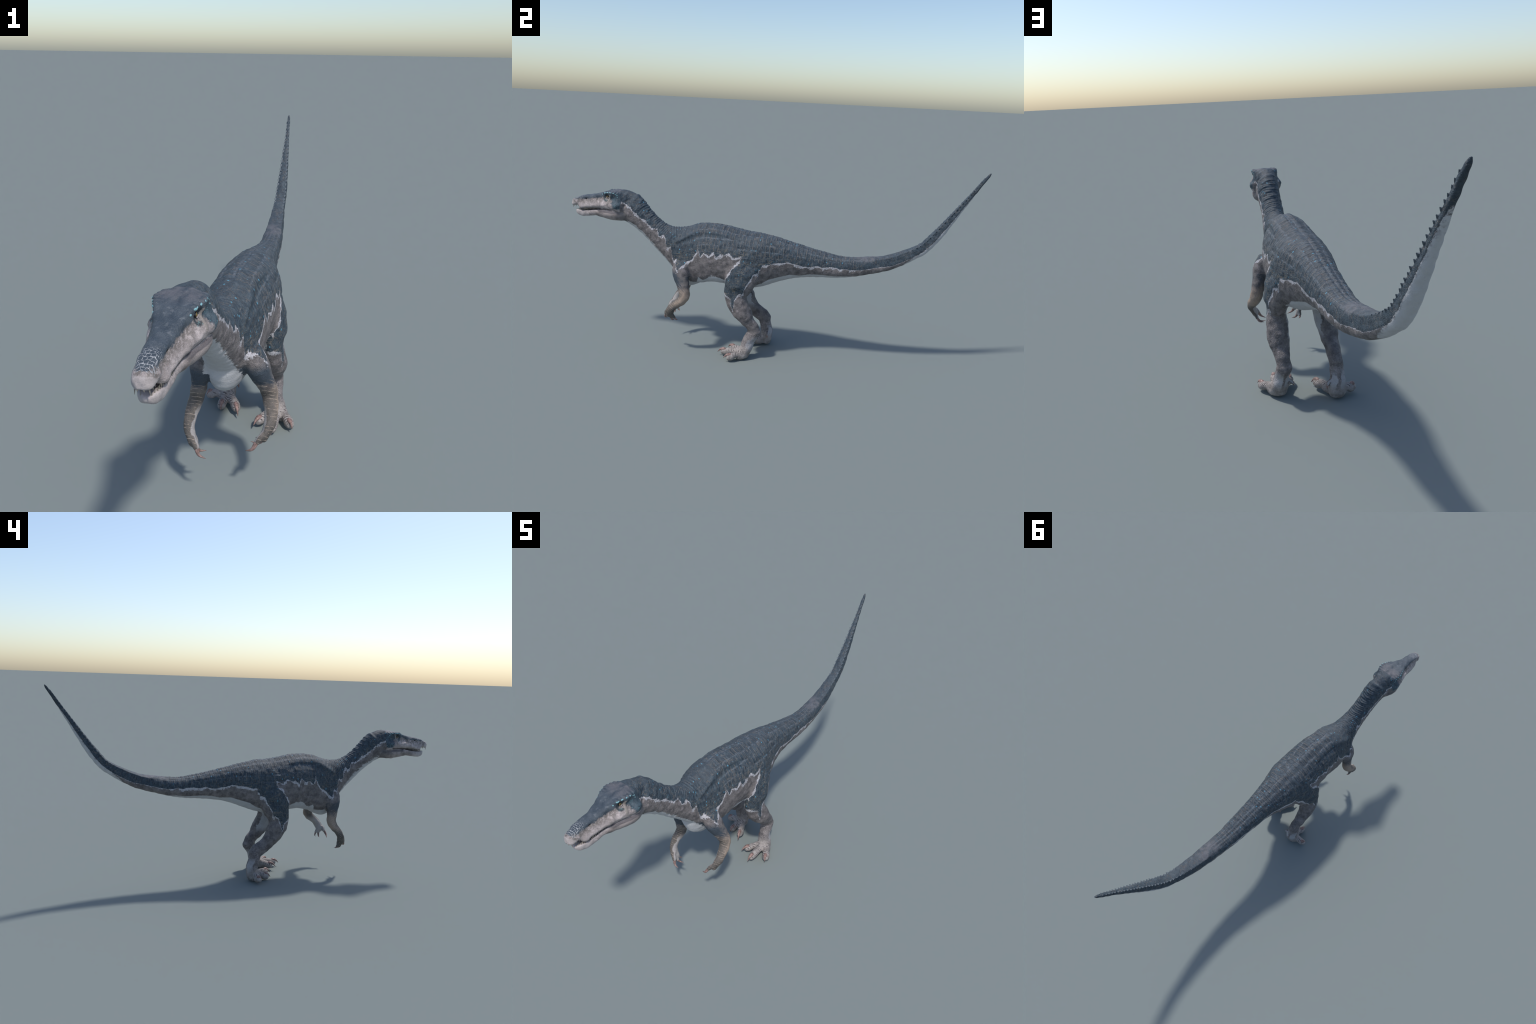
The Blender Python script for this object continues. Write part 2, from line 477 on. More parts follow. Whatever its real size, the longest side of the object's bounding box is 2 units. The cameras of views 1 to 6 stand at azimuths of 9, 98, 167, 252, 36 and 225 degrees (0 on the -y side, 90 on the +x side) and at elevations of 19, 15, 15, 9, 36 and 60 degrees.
disp *= np.where((Y < -.69), np.where(np.abs(hd) > 0, 1, 1), 1)
V = V + disp[:, None] * N
smooth(.5, 1)
V[:, 2] = np.maximum(V[:, 2], .0005)
N = normals()

# --------------------------------------------------- split into body parts
X, Y, Z = V.T
label = np.zeros(nv, np.int32)
NAMES = ["torso", "neck", "head", "lower_jaw", "tail", "hindlimb", "hindlimb", "foot", "foot", "forelimb", "forelimb", "hand", "hand"]
label[(y0 < -.47)] = 1
label[y0 > .09] = 4
for k, lab in (("leg", 5), ("leg_r", 6), ("arm", 9), ("arm_r", 10)):
    own = (d_skin > .006) & (d_limb[k] < (.03 if "leg" in k else .010))
    own &= (Z < .40) if "leg" in k else (Z < .39)
    label[own] = lab
for c, lab, sgn in (("leg", 5, 1), ("leg_r", 6, -1)):
    label[(Z < .14) & (np.sign(X) == sgn) & (Y > -.22)] = lab
    label[(Z < .070) & (np.sign(X) == sgn) & (Y > -.22)] = lab + 2
label[(Z < .30) & (Y < -.33) & (X > 0)] = 9
label[(Z < .30) & (Y < -.33) & (X < 0)] = 10
label[(Z < .222) & (Y < -.36) & (X > 0)] = 11
label[(Z < .205) & (Y < -.36) & (X < 0)] = 12
label[Y + .25 * (Z - .69) < -.712] = 2
mouth_z = np.interp(Y, [-1.0, -.965, -.945, -.90, -.86, -.80, -.74, -.70], [.668, .666, .6595, .662, .667, .668, .670, .672])
label[(label == 2) & (Z < mouth_z)] = 3
flab = np.sort(label[F], axis=1)[:, 1]


def make_object(name, mesh, parent=None, mat=None):
    ob = bpy.data.objects.new(name, mesh)
    bpy.context.scene.collection.objects.link(ob)
    if parent:
        ob.parent = parent
    if mat:
        mesh.materials.append(mat)
    return ob

# --------------------------------------------------------------- materials


class Nodes:
    """Small expression builder over shader nodes."""

    def __init__(self, name, rough=.62):
        self.mat = bpy.data.materials.new(name)
        self.mat.use_nodes = True
        self.t = self.mat.node_tree
        self.t.nodes.clear()
        self.out = self.t.nodes.new("ShaderNodeOutputMaterial")
        self.bsdf = self.t.nodes.new("ShaderNodeBsdfPrincipled")
        self.bsdf.inputs["Roughness"].default_value = rough
        self.bsdf.inputs["Specular IOR Level"].default_value = .35
        self.t.links.new(self.bsdf.outputs[0], self.out.inputs[0])
        tc = self.t.nodes.new("ShaderNodeTexCoord")
        self.pos = tc.outputs["Object"]
        self.nor = tc.outputs["Normal"]
        self.x, self.y, self.z = self.split(self.pos)
        self.nx, self.ny, self.nz = self.split(self.nor)
        self.ax = self.m("ABSOLUTE", self.x)

    def put(self, socket, v):
        if hasattr(v, "is_output"):
            self.t.links.new(v, socket)
        elif isinstance(v, tuple) and len(v) == 3 and socket.type == "RGBA":
            socket.default_value = (*v, 1)
        else:
            socket.default_value = v

    def split(self, v):
        n = self.t.nodes.new("ShaderNodeSeparateXYZ")
        self.put(n.inputs[0], v)
        return n.outputs[0], n.outputs[1], n.outputs[2]

    def vec(self, x, y, z):
        n = self.t.nodes.new("ShaderNodeCombineXYZ")
        for s, v in zip(n.inputs, (x, y, z)):
            self.put(s, v)
        return n.outputs[0]

    def m(self, op, a, b=0.0, c=0.0, clamp=False):
        n = self.t.nodes.new("ShaderNodeMath")
        n.operation = op
        n.use_clamp = clamp
        for s, v in zip(n.inputs, (a, b, c)):
            self.put(s, v)
        return n.outputs[0]

    def add(self, *a):
        r = a[0]
        for b in a[1:]:
            r = self.m("ADD", r, b)
        return r

    def sub(self, a, b):
        return self.m("SUBTRACT", a, b)

    def mul(self, *a):
        r = a[0]
        for b in a[1:]:
            r = self.m("MULTIPLY", r, b)
        return r

    def inv(self, a):
        return self.sub(1.0, a)

    def mx(self, a, b):
        return self.m("MAXIMUM", a, b)

    def mn(self, a, b):
        return self.m("MINIMUM", a, b)

    def step(self, x, a, b):
        """0 below a, 1 above b (or the reverse when a > b)."""
        n = self.t.nodes.new("ShaderNodeMapRange")
        n.interpolation_type = "SMOOTHSTEP"
        if a < b:
            lo, hi, t0, t1 = a, b, 0., 1.
        else:
            lo, hi, t0, t1 = b, a, 1., 0.
        for i, v in enumerate((x, lo, hi, t0, t1)):
            self.put(n.inputs[i], v)
        return n.outputs[0]

    def noise(self, scale, detail=2.0, rough=.5, vec=None, offset=0.0, dist=0.0):
        n = self.t.nodes.new("ShaderNodeTexNoise")
        n.noise_dimensions = "4D"
        self.put(n.inputs["Vector"], vec or self.pos)
        for k, v in (("W", offset), ("Scale", scale), ("Detail", detail), ("Roughness", rough), ("Distortion", dist)):
            self.put(n.inputs[k], v)
        return n.outputs[0]

    def voronoi(self, scale, feature="F1", vec=None, rnd=1.0):
        n = self.t.nodes.new("ShaderNodeTexVoronoi")
        n.feature = feature
        self.put(n.inputs["Vector"], vec or self.pos)
        self.put(n.inputs["Scale"], scale)
        self.put(n.inputs["Randomness"], rnd)
        return n

    def curve(self, x, pts, lo, hi, zlo=-.1, zhi=1.1):
        """Piecewise linear function of x through the control points."""
        u = self.m("DIVIDE", self.sub(x, lo), hi - lo, clamp=True)
        n = self.t.nodes.new("ShaderNodeFloatCurve")
        c = n.mapping.curves[0]
        q = [((px - lo) / (hi - lo), (pz - zlo) / (zhi - zlo)) for px, pz in pts]
        while len(c.points) < len(q):
            c.points.new(.5, .5)
        for p, (a, b) in zip(c.points, q):
            p.location = (a, b)
            p.handle_type = "VECTOR"
        n.mapping.use_clip = False
        n.mapping.update()
        self.put(n.inputs["Value"], u)
        return self.add(self.mul(n.outputs[0], zhi - zlo), zlo)

    def mix(self, f, a, b):
        n = self.t.nodes.new("ShaderNodeMix")
        n.data_type = "RGBA"
        self.put(n.inputs[0], f)
        self.put(n.inputs[6], a)
        self.put(n.inputs[7], b)
        return n.outputs[2]

    def scale_color(self, col, f):
        n = self.t.nodes.new("ShaderNodeMix")
        n.data_type = "RGBA"
        n.blend_type = "MULTIPLY"
        self.put(n.inputs[0], 1.0)
        self.put(n.inputs[6], col)
        self.put(n.inputs[7], f)
        return n.outputs[2]

    def grey(self, f):
        n = self.t.nodes.new("ShaderNodeCombineColor")
        for s in n.inputs:
            self.put(s, f)
        return n.outputs[0]

    def finish(self, color, height=None, strength=.5, dist=.002):
        self.put(self.bsdf.inputs["Base Color"], color)
        if height is not None:
            n = self.t.nodes.new("ShaderNodeBump")
            self.put(n.inputs["Height"], height)
            n.inputs["Strength"].default_value = strength
            n.inputs["Distance"].default_value = dist
            self.t.links.new(n.outputs[0], self.bsdf.inputs["Normal"])
        return self.mat


BLUE = (.043, .064, .083)
BLUE_LIGHT = (.088, .112, .132)
BLUE_DARK = (.020, .030, .044)
TAN_LINE = (.175, .155, .138)
TAUPE = (.180, .163, .161)
TAUPE_DARK = (.095, .087, .089)
TAUPE_PINK = (.250, .222, .226)
EDGE = (.430, .422, .448)
BELLY = (.430, .430, .440)
CYAN = (.095, .265, .370)
PALE = (.400, .350, .345)
TAN = (.330, .255, .200)

# lower border of the dark back, front half: (y, z)
DARK_FRONT = [(-.76, .730), (-.702, .711), (-.686, .702), (-.670, .692), (-.651, .670), (-.629, .655), (-.610, .639), (-.591, .633), (-.578, .613),
              (-.559, .604), (-.534, .601), (-.525, .570), (-.512, .565), (-.499, .574), (-.487, .552), (-.482, .515), (-.470, .512), (-.458, .517), (-.450, .465),
              (-.444, .450), (-.428, .460), (-.416, .425), (-.410, .421), (-.394, .434), (-.371, .458), (-.341, .473), (-.322, .513), (-.315, .538),
              (-.308, .508), (-.301, .492), (-.283, .513), (-.257, .503), (-.235, .524), (-.221, .498), (-.204, .513), (-.185, .511),
              (-.160, .526), (-.133, .503), (-.096, .518), (-.090, .330), (-.080, .340), (-.074, .370), (-.060, .392), (-.050, .408), (-.036, .436),
              (-.015, .438), (-.004, .478), (.02, .478)]
DARK_TAIL = [(0, .480), (.022, .478), (.058, .489), (.088, .490), (.122, .496), (.155, .486), (.188, .480), (.222, .477), (.257, .486),
             (.281, .479), (.317, .485), (.353, .483), (.366, .476), (.392, .481), (.412, .476), (.456, .480), (.490, .486), (.540, .499),
             (.606, .512), (.643, .530), (.690, .554), (.732, .582), (.774, .624), (.827, .697), (.845, .725), (.870, .764), (.890, .7955), (.910, .826), (.930, .855), (.950, .879), (.965, .891), (1.0, .88)]
# the thigh: upper border of its dark field in front of the knee, and the lower border
THIGH_TOP = [(-.30, -.05), (-.185, -.05), (-.180, .370), (-.172, .394), (-.150, .425), (-.140, .452), (-.125, .466), (-.105, .480), (-.094, .520), (0, .52)]
THIGH_LOW = [(-.30, .330), (-.190, .326), (-.167, .321), (-.141, .303), (-.135, .277), (-.127, .252), (-.121, .296), (-.107, .330), (-.080, .341),
             (-.072, .368), (-.052, .408), (-.038, .436), (0, .46)]
# upper border of the white underside
WHITE_FRONT = [(-.76, .600), (-.718, .632), (-.674, .617), (-.648, .606), (-.633, .588), (-.612, .580), (-.594, .556), (-.566, .534), (-.545, .508),
               (-.521, .482), (-.495, .450), (-.460, .400), (-.420, .325), (-.395, .336), (-.360, .348), (-.325, .352), (-.312, .385), (-.290, .372), (-.274, .380),
               (-.245, .403), (-.214, .399), (-.180, .384), (-.140, .372), (-.08, .365), (-.03, .37), (.001, .381)]
WHITE_TAIL = [(0, .381), (.031, .401), (.059, .409), (.097, .420), (.124, .428), (.177, .426), (.222, .437), (.266, .440), (.311, .439),
              (.356, .438), (.400, .443), (.444, .442), (.500, .453), (.548, .467), (.611, .487), (.647, .507), (.675, .537), (.702, .560),
              (.742, .590), (.779, .630), (.825, .697), (.845, .724), (.870, .763), (.890, .7945), (.910, .825), (.930, .854), (.950, .878), (.965, .890), (1.0, .88)]


def trunk_slope():
    c = TC[::26]
    m = np.gradient(c[:, 2]) / np.gradient(c[:, 1])
    return c[:, 1], c[:, 2], m


def body_coordinates(n):
    """Position along the body (q, in y) and height across it, following the spine."""
    yy, zz, mm = trunk_slope()
    zc = n.curve(n.y, list(zip(yy, zz)), -.72, 1.0)
    g = n.curve(n.y, list(zip(yy, mm / (1 + mm**2))), -.72, 1.0, -.6, .6)
    h = n.sub(n.z, zc)
    return n.add(n.y, n.mul(h, g)), h


def body_pattern(n, part):
    """Colour and height of the skin shared by trunk and limbs."""
    q, h = body_coordinates(n)
    # torn borders
    j1 = n.sub(n.noise(34, 3, .6), .5)
    j2 = n.sub(n.noise(34, 3, .6, offset=5.3), .5)
    j3 = n.sub(n.noise(120, 3, .7, offset=2.1), .5)
    yj = n.add(n.y, n.mul(j1, .022), n.mul(j3, .013))
    zj = n.add(n.z, n.mul(j2, .020), n.mul(j3, .021))
    tail_side = n.m("GREATER_THAN", yj, .004)
    d_front = n.sub(zj, n.curve(yj, DARK_FRONT, -.76, .02))
    d_tail = n.sub(n.add(n.z, n.mul(j2, .010), n.mul(j3, .011)), n.curve(n.y, DARK_TAIL, 0, 1.0))
    d = n.add(n.mul(d_front, n.inv(tail_side)), n.mul(d_tail, tail_side))
    top = n.sub(n.curve(yj, THIGH_TOP, -.30, 0), zj)
    low = n.sub(zj, n.curve(yj, THIGH_LOW, -.30, 0))
    thigh = n.mn(top, low)
    on_thigh = n.mul(n.m("LESS_THAN", yj, -.0), n.m("GREATER_THAN", yj, -.2))
    thigh = n.add(n.mul(thigh, on_thigh), n.mul(n.inv(on_thigh), -1.0))
    if part == "leg":
        d = n.mx(n.mn(d, n.sub(n.z, .30)), thigh)
    else:
        d = n.mx(d, n.mn(thigh, n.sub(n.ax, .05)))
    dark = n.step(d, -.0012, .0012)
    width = n.add(n.mul(n.step(n.noise(30, 3, .6, offset=9.), .36, .60), .0135), .0016)
    thin = n.add(n.mul(n.step(n.y, .50, .36), .85), .15)
    edge = n.mul(n.step(n.add(d, n.mul(width, thin), n.mul(j3, .010)), -.0015, .0015), n.inv(dark))
    edge = n.mul(edge, n.step(n.noise(150, 3, .7, offset=4.), .34, .48))

    # --- dark back: streaks across the body, tan creases, pale scales, cyan spots
    stretch = n.vec(n.mul(n.x, .55), n.mul(q, 1.5), n.mul(h, .55))
    st = n.noise(95, 4, .65, vec=stretch, dist=.4)
    mott = n.noise(24, 3, .6, offset=3.)
    speck = n.noise(330, 2, .7, offset=6.)
    blue = n.mix(n.step(st, .34, .62), BLUE_DARK, BLUE)
    blue = n.mix(n.mul(n.step(n.noise(70, 3, .6, offset=1.7), .50, .72), .75), blue, BLUE_LIGHT)
    blue = n.mix(n.mul(n.step(mott, .52, .74), .35), blue, (.076, .090, .100))
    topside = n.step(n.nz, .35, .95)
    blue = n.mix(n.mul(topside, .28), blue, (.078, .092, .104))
    cr_v = n.vec(n.mul(n.x, .55), q, n.mul(h, .55))
    cr = n.voronoi(95, "DISTANCE_TO_EDGE", vec=n.vec(n.add(n.mul(n.x, .5), n.mul(j1, .012)), n.add(q, n.mul(j2, .006)), n.add(n.mul(h, .5), n.mul(j3, .01)))).outputs["Distance"]
    line = n.mul(n.step(cr, .075, .02), n.step(n.noise(38, 2, .6, offset=7.), .42, .60))
    blue = n.mix(n.mul(line, .50), blue, TAN_LINE)
    ring_on = n.mul(n.step(q, -.36, -.30), n.step(q, .50, .42))
    ang = n.m("ARCTAN2", n.ax, h)                       # 0 on the back
    sq = n.m("DIVIDE", n.add(q, n.mul(j1, .005), n.mul(ang, .004), 2.0), .0208)
    rq = n.m("DIVIDE", n.add(ang, n.mul(j2, .16)), .31)
    plate_on = n.mul(ring_on, n.step(ang, 1.45, 1.05))
    rnd = n.t.nodes.new("ShaderNodeTexWhiteNoise")
    n.put(rnd.inputs["Vector"], n.vec(n.m("FLOOR", sq), n.m("FLOOR", rq), n.m("SIGN", n.x)))
    fq, fr = n.m("FRACT", sq), n.m("FRACT", rq)
    blue = n.scale_color(blue, n.grey(n.add(1.0, n.mul(plate_on, n.sub(n.add(n.mul(rnd.outputs[0], .26), n.mul(fr, -.22)), .01)))))
    rim = n.mul(n.step(n.m("ABSOLUTE", n.sub(fr, .12)), .10, .04), n.step(n.m("ABSOLUTE", n.sub(fq, .5)), .42, .34), plate_on, n.step(n.noise(45, 2, .5, offset=18.), .46, .58))
    blue = n.mix(n.mul(rim, .55), blue, (.150, .170, .195))
    ring = n.mul(n.step(n.m("ABSOLUTE", n.sub(fq, .5)), .40, .47), plate_on, n.step(n.noise(60, 2, .5, offset=8.), .40, .58))
    blue = n.mix(n.mul(ring, .65), blue, TAN_LINE)
    # wavy creases along the flank and the thigh
    fv = n.voronoi(60, "DISTANCE_TO_EDGE", vec=n.vec(n.mul(n.x, .8), n.add(n.mul(n.y, .38), n.mul(j2, .02)), n.add(n.mul(n.z, 1.5), n.mul(j1, .018)))).outputs["Distance"]
    crease = n.mul(n.step(fv, .07, .02), n.step(ang, .85, 1.25), n.step(n.noise(30, 2, .5, offset=19.), .44, .56), n.step(q, .2, .05))
    blue = n.mix(n.mul(crease, .6), blue, (.170, .155, .130))
    sv = n.voronoi(33, vec=n.vec(n.x, n.mul(q, 1.3), n.mul(h, .8)))
    cy = n.mul(n.step(sv.outputs["Distance"], .14, .08), n.step(n.noise(9, 1, .5, offset=2.), .40, .50))
    sv2 = n.voronoi(75, vec=n.vec(n.mul(n.x, .6), n.mul(q, 1.5), n.mul(h, .5)))
    withers = n.mul(n.step(n.m("ABSOLUTE", n.add(n.y, .455)), .085, .03), n.step(n.z, .47, .52), .95)
    cy2 = n.mul(n.step(sv2.outputs["Distance"], .24, .15), n.step(n.noise(30, 2, .5, offset=3.4), .50, .58), withers)
    cy = n.mul(n.mx(n.mul(cy, n.step(n.y, .50, .40)), cy2), .9)
    blue = n.mix(cy, blue, CYAN)
    blue = n.scale_color(blue, n.grey(n.add(.40, n.mul(speck, .80), n.mul(n.noise(520, 2, .6, offset=26.), .44))))
    if part == "trunk":
        pink = n.mul(n.step(n.m("ABSOLUTE", n.sub(n.y, .50)), .085, .02), n.step(n.nz, .25, .75), .55)
        pink = n.mul(pink, n.step(n.noise(40, 3, .6, offset=6.6), .34, .6))
        blue = n.mix(pink, blue, (.160, .156, .170))
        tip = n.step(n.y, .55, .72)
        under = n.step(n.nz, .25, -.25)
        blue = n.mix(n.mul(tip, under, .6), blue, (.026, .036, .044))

    # --- taupe flanks
    a = n.noise(38, 5, .68, offset=11.)
    b = n.noise(190, 3, .75, offset=12.)
    taupe = n.mix(n.step(a, .36, .62), TAUPE_DARK, TAUPE)
    taupe = n.mix(n.mul(n.step(n.noise(30, 4, .65, offset=13.), .50, .70), .8), taupe, TAUPE_PINK)
    taupe = n.scale_color(taupe, n.grey(n.add(.60, n.mul(b, .8))))
    # --- white underside
    white = n.scale_color(BELLY, n.grey(n.add(.90, n.mul(n.noise(60, 2, .5, offset=14.), .2))))
    ef = n.mul(n.sub(n.noise(60, 3, .65, vec=n.vec(n.mul(n.x, 1.6), n.mul(n.y, 1.), n.mul(n.z, 2.2)), offset=4.2), .5), 2.0)
    w_front = n.add(n.sub(n.curve(n.y, WHITE_FRONT, -.76, .001), n.z), n.mul(ef, .012))
    w_tail = n.add(n.sub(n.curve(n.y, WHITE_TAIL, 0, 1.0), n.z), n.mul(ef, n.add(.003, n.mul(n.step(n.y, .45, .65), .006))))
    w = n.add(n.mul(w_front, n.m("LESS_THAN", n.y, 0.0)), n.mul(w_tail, n.m("GREATER_THAN", n.y, 0.0)))
    belly = n.step(w, -.002, .002)
    if part == "trunk":
        # breast: a white bib between the shoulders
        bib_w = n.curve(n.z, [(.30, .050), (.36, .058), (.42, .046), (.50, .040), (.60, .036), (.66, .034)], .30, .66, 0, .1)
        cx = n.curve(n.y, [(-.75, -.028), (-.45, -.013), (-.35, -.005)], -.75, -.35, -.1, .1)
        wide = n.m("ABSOLUTE", n.sub(n.x, cx))
        bib = n.step(n.add(n.sub(bib_w, wide), n.mul(ef, .016)), -.002, .002)
        faces = n.step(n.add(n.mul(n.ny, -.72), n.mul(n.nz, -.72)), .10, .25)
        front = n.mul(n.m("LESS_THAN", n.y, -.36), n.m("LESS_THAN", h, -.01))
        throat = n.m("LESS_THAN", n.y, -.425)
        belly = n.mx(n.mul(belly, n.mx(n.inv(throat), n.step(n.nz, -.3, -.45))), n.mul(front, bib, faces))
        # blue breast patches over the shoulders
        patch = n.mul(n.step(n.y, -.385, -.415), n.step(n.add(n.z, n.mul(j1, .05)), .425, .390), n.step(n.add(n.ny, n.mul(j1, .6)), .02, -.28))
        taupe = n.mix(patch, taupe, n.scale_color((.050, .066, .086), n.grey(n.add(.5, n.mul(b, 1.1)))))
        base = n.mix(edge, taupe, EDGE)
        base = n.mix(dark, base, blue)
        smear = n.mul(n.step(w_tail, .014, .002), n.step(n.noise(70, 3, .7, offset=27.), .46, .60), n.step(n.y, .48, .56))
        white = n.mix(n.mul(smear, .55), white, (.120, .112, .118))
        col = n.mix(n.mul(belly, n.step(n.y, .99, .95)), base, white)
    else:
        base = n.mix(edge, taupe, EDGE)
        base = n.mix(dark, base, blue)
        col = base
    # bump: pebbly scales and creases
    vb = n.voronoi(210, "DISTANCE_TO_EDGE").outputs["Distance"]
    hgt = n.add(n.mul(n.step(vb, 0, .25), .30), n.mul(st, .9), n.mul(n.noise(300, 2, .6), .5), n.mul(n.mx(n.mx(line, ring), crease), -.6))
    soft = n.inv(n.mul(belly, .65)) if part == "trunk" else 1.0
    return col, n.mul(hgt, soft), dict(white=white, ef=ef, taupe=taupe, blue=blue, j1=j1, j3=j3, b=b, a=a, dark=dark, base=base)


def trunk_skin():
    n = Nodes("trunk_skin")
    col, hgt, _ = body_pattern(n, "trunk")
    return n.finish(col, hgt, .75, .0022)


def leg_skin():
    n = Nodes("leg_skin")
    col, hgt, k = body_pattern(n, "leg")
    inward = n.mul(n.m("SIGN", n.x), n.nx)              # -1 on the inner face
    ef = k["ef"]
    # inner thigh and inner calf
    strip = n.add(n.mul(n.step(n.z, .20, .24), n.step(n.z, .43, .36)), 0)
    inner = n.mul(n.step(n.add(inward, n.mul(ef, .25)), -.50, -.60), strip, n.step(n.add(n.ny, n.mul(ef, .3)), .62, .50))
    # white stripe down the back of the ankle bone
    off = n.m("ABSOLUTE", n.add(inward, .05, n.mul(ef, .12)))
    back = n.mul(n.step(n.add(n.ny, n.mul(ef, .15)), .30, .42), n.step(off, .20, .28), n.step(n.add(n.z, n.mul(ef, .03)), .125, .085))
    side = n.mul(n.step(n.add(inward, n.mul(ef, .2)), .45, .6), n.step(n.add(n.ny, 0.0), -.05, .15), n.step(n.z, .128, .10))
    w = n.mx(inner, n.mx(n.mul(back, .9), n.mul(side, .7)))
    col = n.mix(w, col, n.scale_color(k["white"], (.86, .86, .88)))
    # pale speckled shin, then pale foot
    spk = n.mul(n.step(n.noise(230, 3, .75, offset=21.), .52, .62), n.step(n.z, .175, .11), .65)
    col = n.mix(spk, col, PALE)
    foot = n.step(n.add(n.z, n.mul(ef, .014), n.mul(n.ny, .012)), .080, .046)
    pale = n.mix(n.step(k["a"], .35, .65), (.205, .182, .170), (.325, .295, .280))
    pale = n.scale_color(pale, n.grey(n.add(.78, n.mul(k["b"], .45))))
    col = n.mix(foot, col, pale)
    # dark bars over the toes
    bars = n.m("SINE", n.add(n.mul(n.add(n.y, n.mul(n.ax, -.25)), 760.0), n.mul(k["j1"], 7.0)))
    tops = n.mul(n.step(n.nz, .20, .5), n.step(n.z, .020, .026), n.step(n.z, .060, .050))
    bars = n.mul(n.step(n.add(bars, n.mul(k["j3"], 1.6)), .40, .62), tops, n.step(n.noise(60, 2, .5, offset=15.), .46, .55))
    col = n.mix(n.mul(bars, .9), col, (.055, .046, .048))
    lite = n.mul(n.step(n.add(n.m("SINE", n.add(n.mul(n.add(n.y, n.mul(n.ax, -.25)), 760.0), 2.6, n.mul(k["j1"], 7.0))), 0), .5, .8), tops)
    col = n.mix(n.mul(lite, n.step(n.noise(60, 2, .5, offset=15.), .46, .55), .5), col, (.47, .44, .43))
    sole = n.step(n.z, .012, .003)
    col = n.mix(n.mul(sole, .4), col, (.20, .18, .18))
    return n.finish(col, hgt, .8, .0022)


def arm_skin():
    n = Nodes("arm_skin")
    a = n.noise(30, 4, .6, offset=31.)
    b = n.noise(170, 3, .7, offset=32.)
    j = n.sub(n.noise(50, 3, .6, offset=33.), .5)
    sgn = n.m("SIGN", n.x)
    outward = n.mul(sgn, n.nx)
    grey = n.mix(n.step(a, .38, .62), (.085, .078, .080), (.175, .155, .145))
    grey = n.mix(n.step(n.add(n.z, n.mul(j, .05)), .335, .375), grey, n.mix(n.step(a, .40, .58), (.060, .070, .085), (.150, .138, .135)))
    # tan elbow and outer forearm
    tan = n.mul(n.step(n.add(n.z, n.mul(j, .05)), .345, .300), n.step(n.add(n.z, n.mul(j, .03)), .225, .265), n.step(n.add(outward, n.mul(n.ny, .55), n.mul(j, .8)), -.35, .45))
    col = n.mix(n.mul(tan, .9), grey, TAN)
    patch = n.mul(n.step(n.add(n.z, n.mul(j, .04)), .335, .35), n.step(n.add(n.ny, n.mul(j, .6)), .02, -.28))
    col = n.mix(patch, col, (.048, .062, .080))
    hand = n.mul(n.step(n.add(n.z, n.mul(n.y, .35)), .115, .085), 1.0)
    # dark olive front of the forearm and back of the hand with thin tan rings
    front = n.mul(n.step(n.add(n.mul(n.ny, -1.), n.mul(outward, .10), n.mul(j, .7)), .15, .60), n.step(n.z, .335, .30))
    front = n.mx(front, n.mul(n.step(n.add(n.z, n.mul(j, .03)), .250, .225), n.step(n.add(outward, n.mul(j, .5)), -.3, .1)))
    col = n.mix(n.mul(front, .85), col, n.scale_color((.105, .093, .082), n.grey(n.add(.6, n.mul(a, .8)))))
    ringq = n.add(n.mul(n.z, .74), n.mul(n.y, .58), n.mul(j, .006))
    ring = n.m("ABSOLUTE", n.sub(n.m("FRACT", n.m("DIVIDE", n.add(ringq, 1.0), .0092)), .5))
    ring = n.mul(n.step(ring, .36, .46), n.step(n.add(n.mul(n.ny, -1.), n.mul(outward, .6)), -.05, .35), n.step(n.noise(60, 2, .5, offset=34.), .44, .56), n.step(n.z, .365, .34))
    col = n.mix(n.mul(ring, .75), col, (.420, .340, .280))
    # pale inner side of forearm, palm and fingers
    inn = n.mul(n.step(n.add(outward, n.mul(n.ny, -.30), n.mul(j, .6)), -.30, -.55), n.step(n.z, .285, .245))
    col = n.mix(inn, col, (.330, .310, .305))
    col = n.scale_color(col, n.grey(n.add(.62, n.mul(b, .76))))
    vb = n.voronoi(230, "DISTANCE_TO_EDGE").outputs["Distance"]
    hgt = n.add(n.mul(n.step(vb, 0, .25), .4), n.mul(b, .6), n.mul(ring, .6))
    return n.finish(col, hgt, .8, .0018)


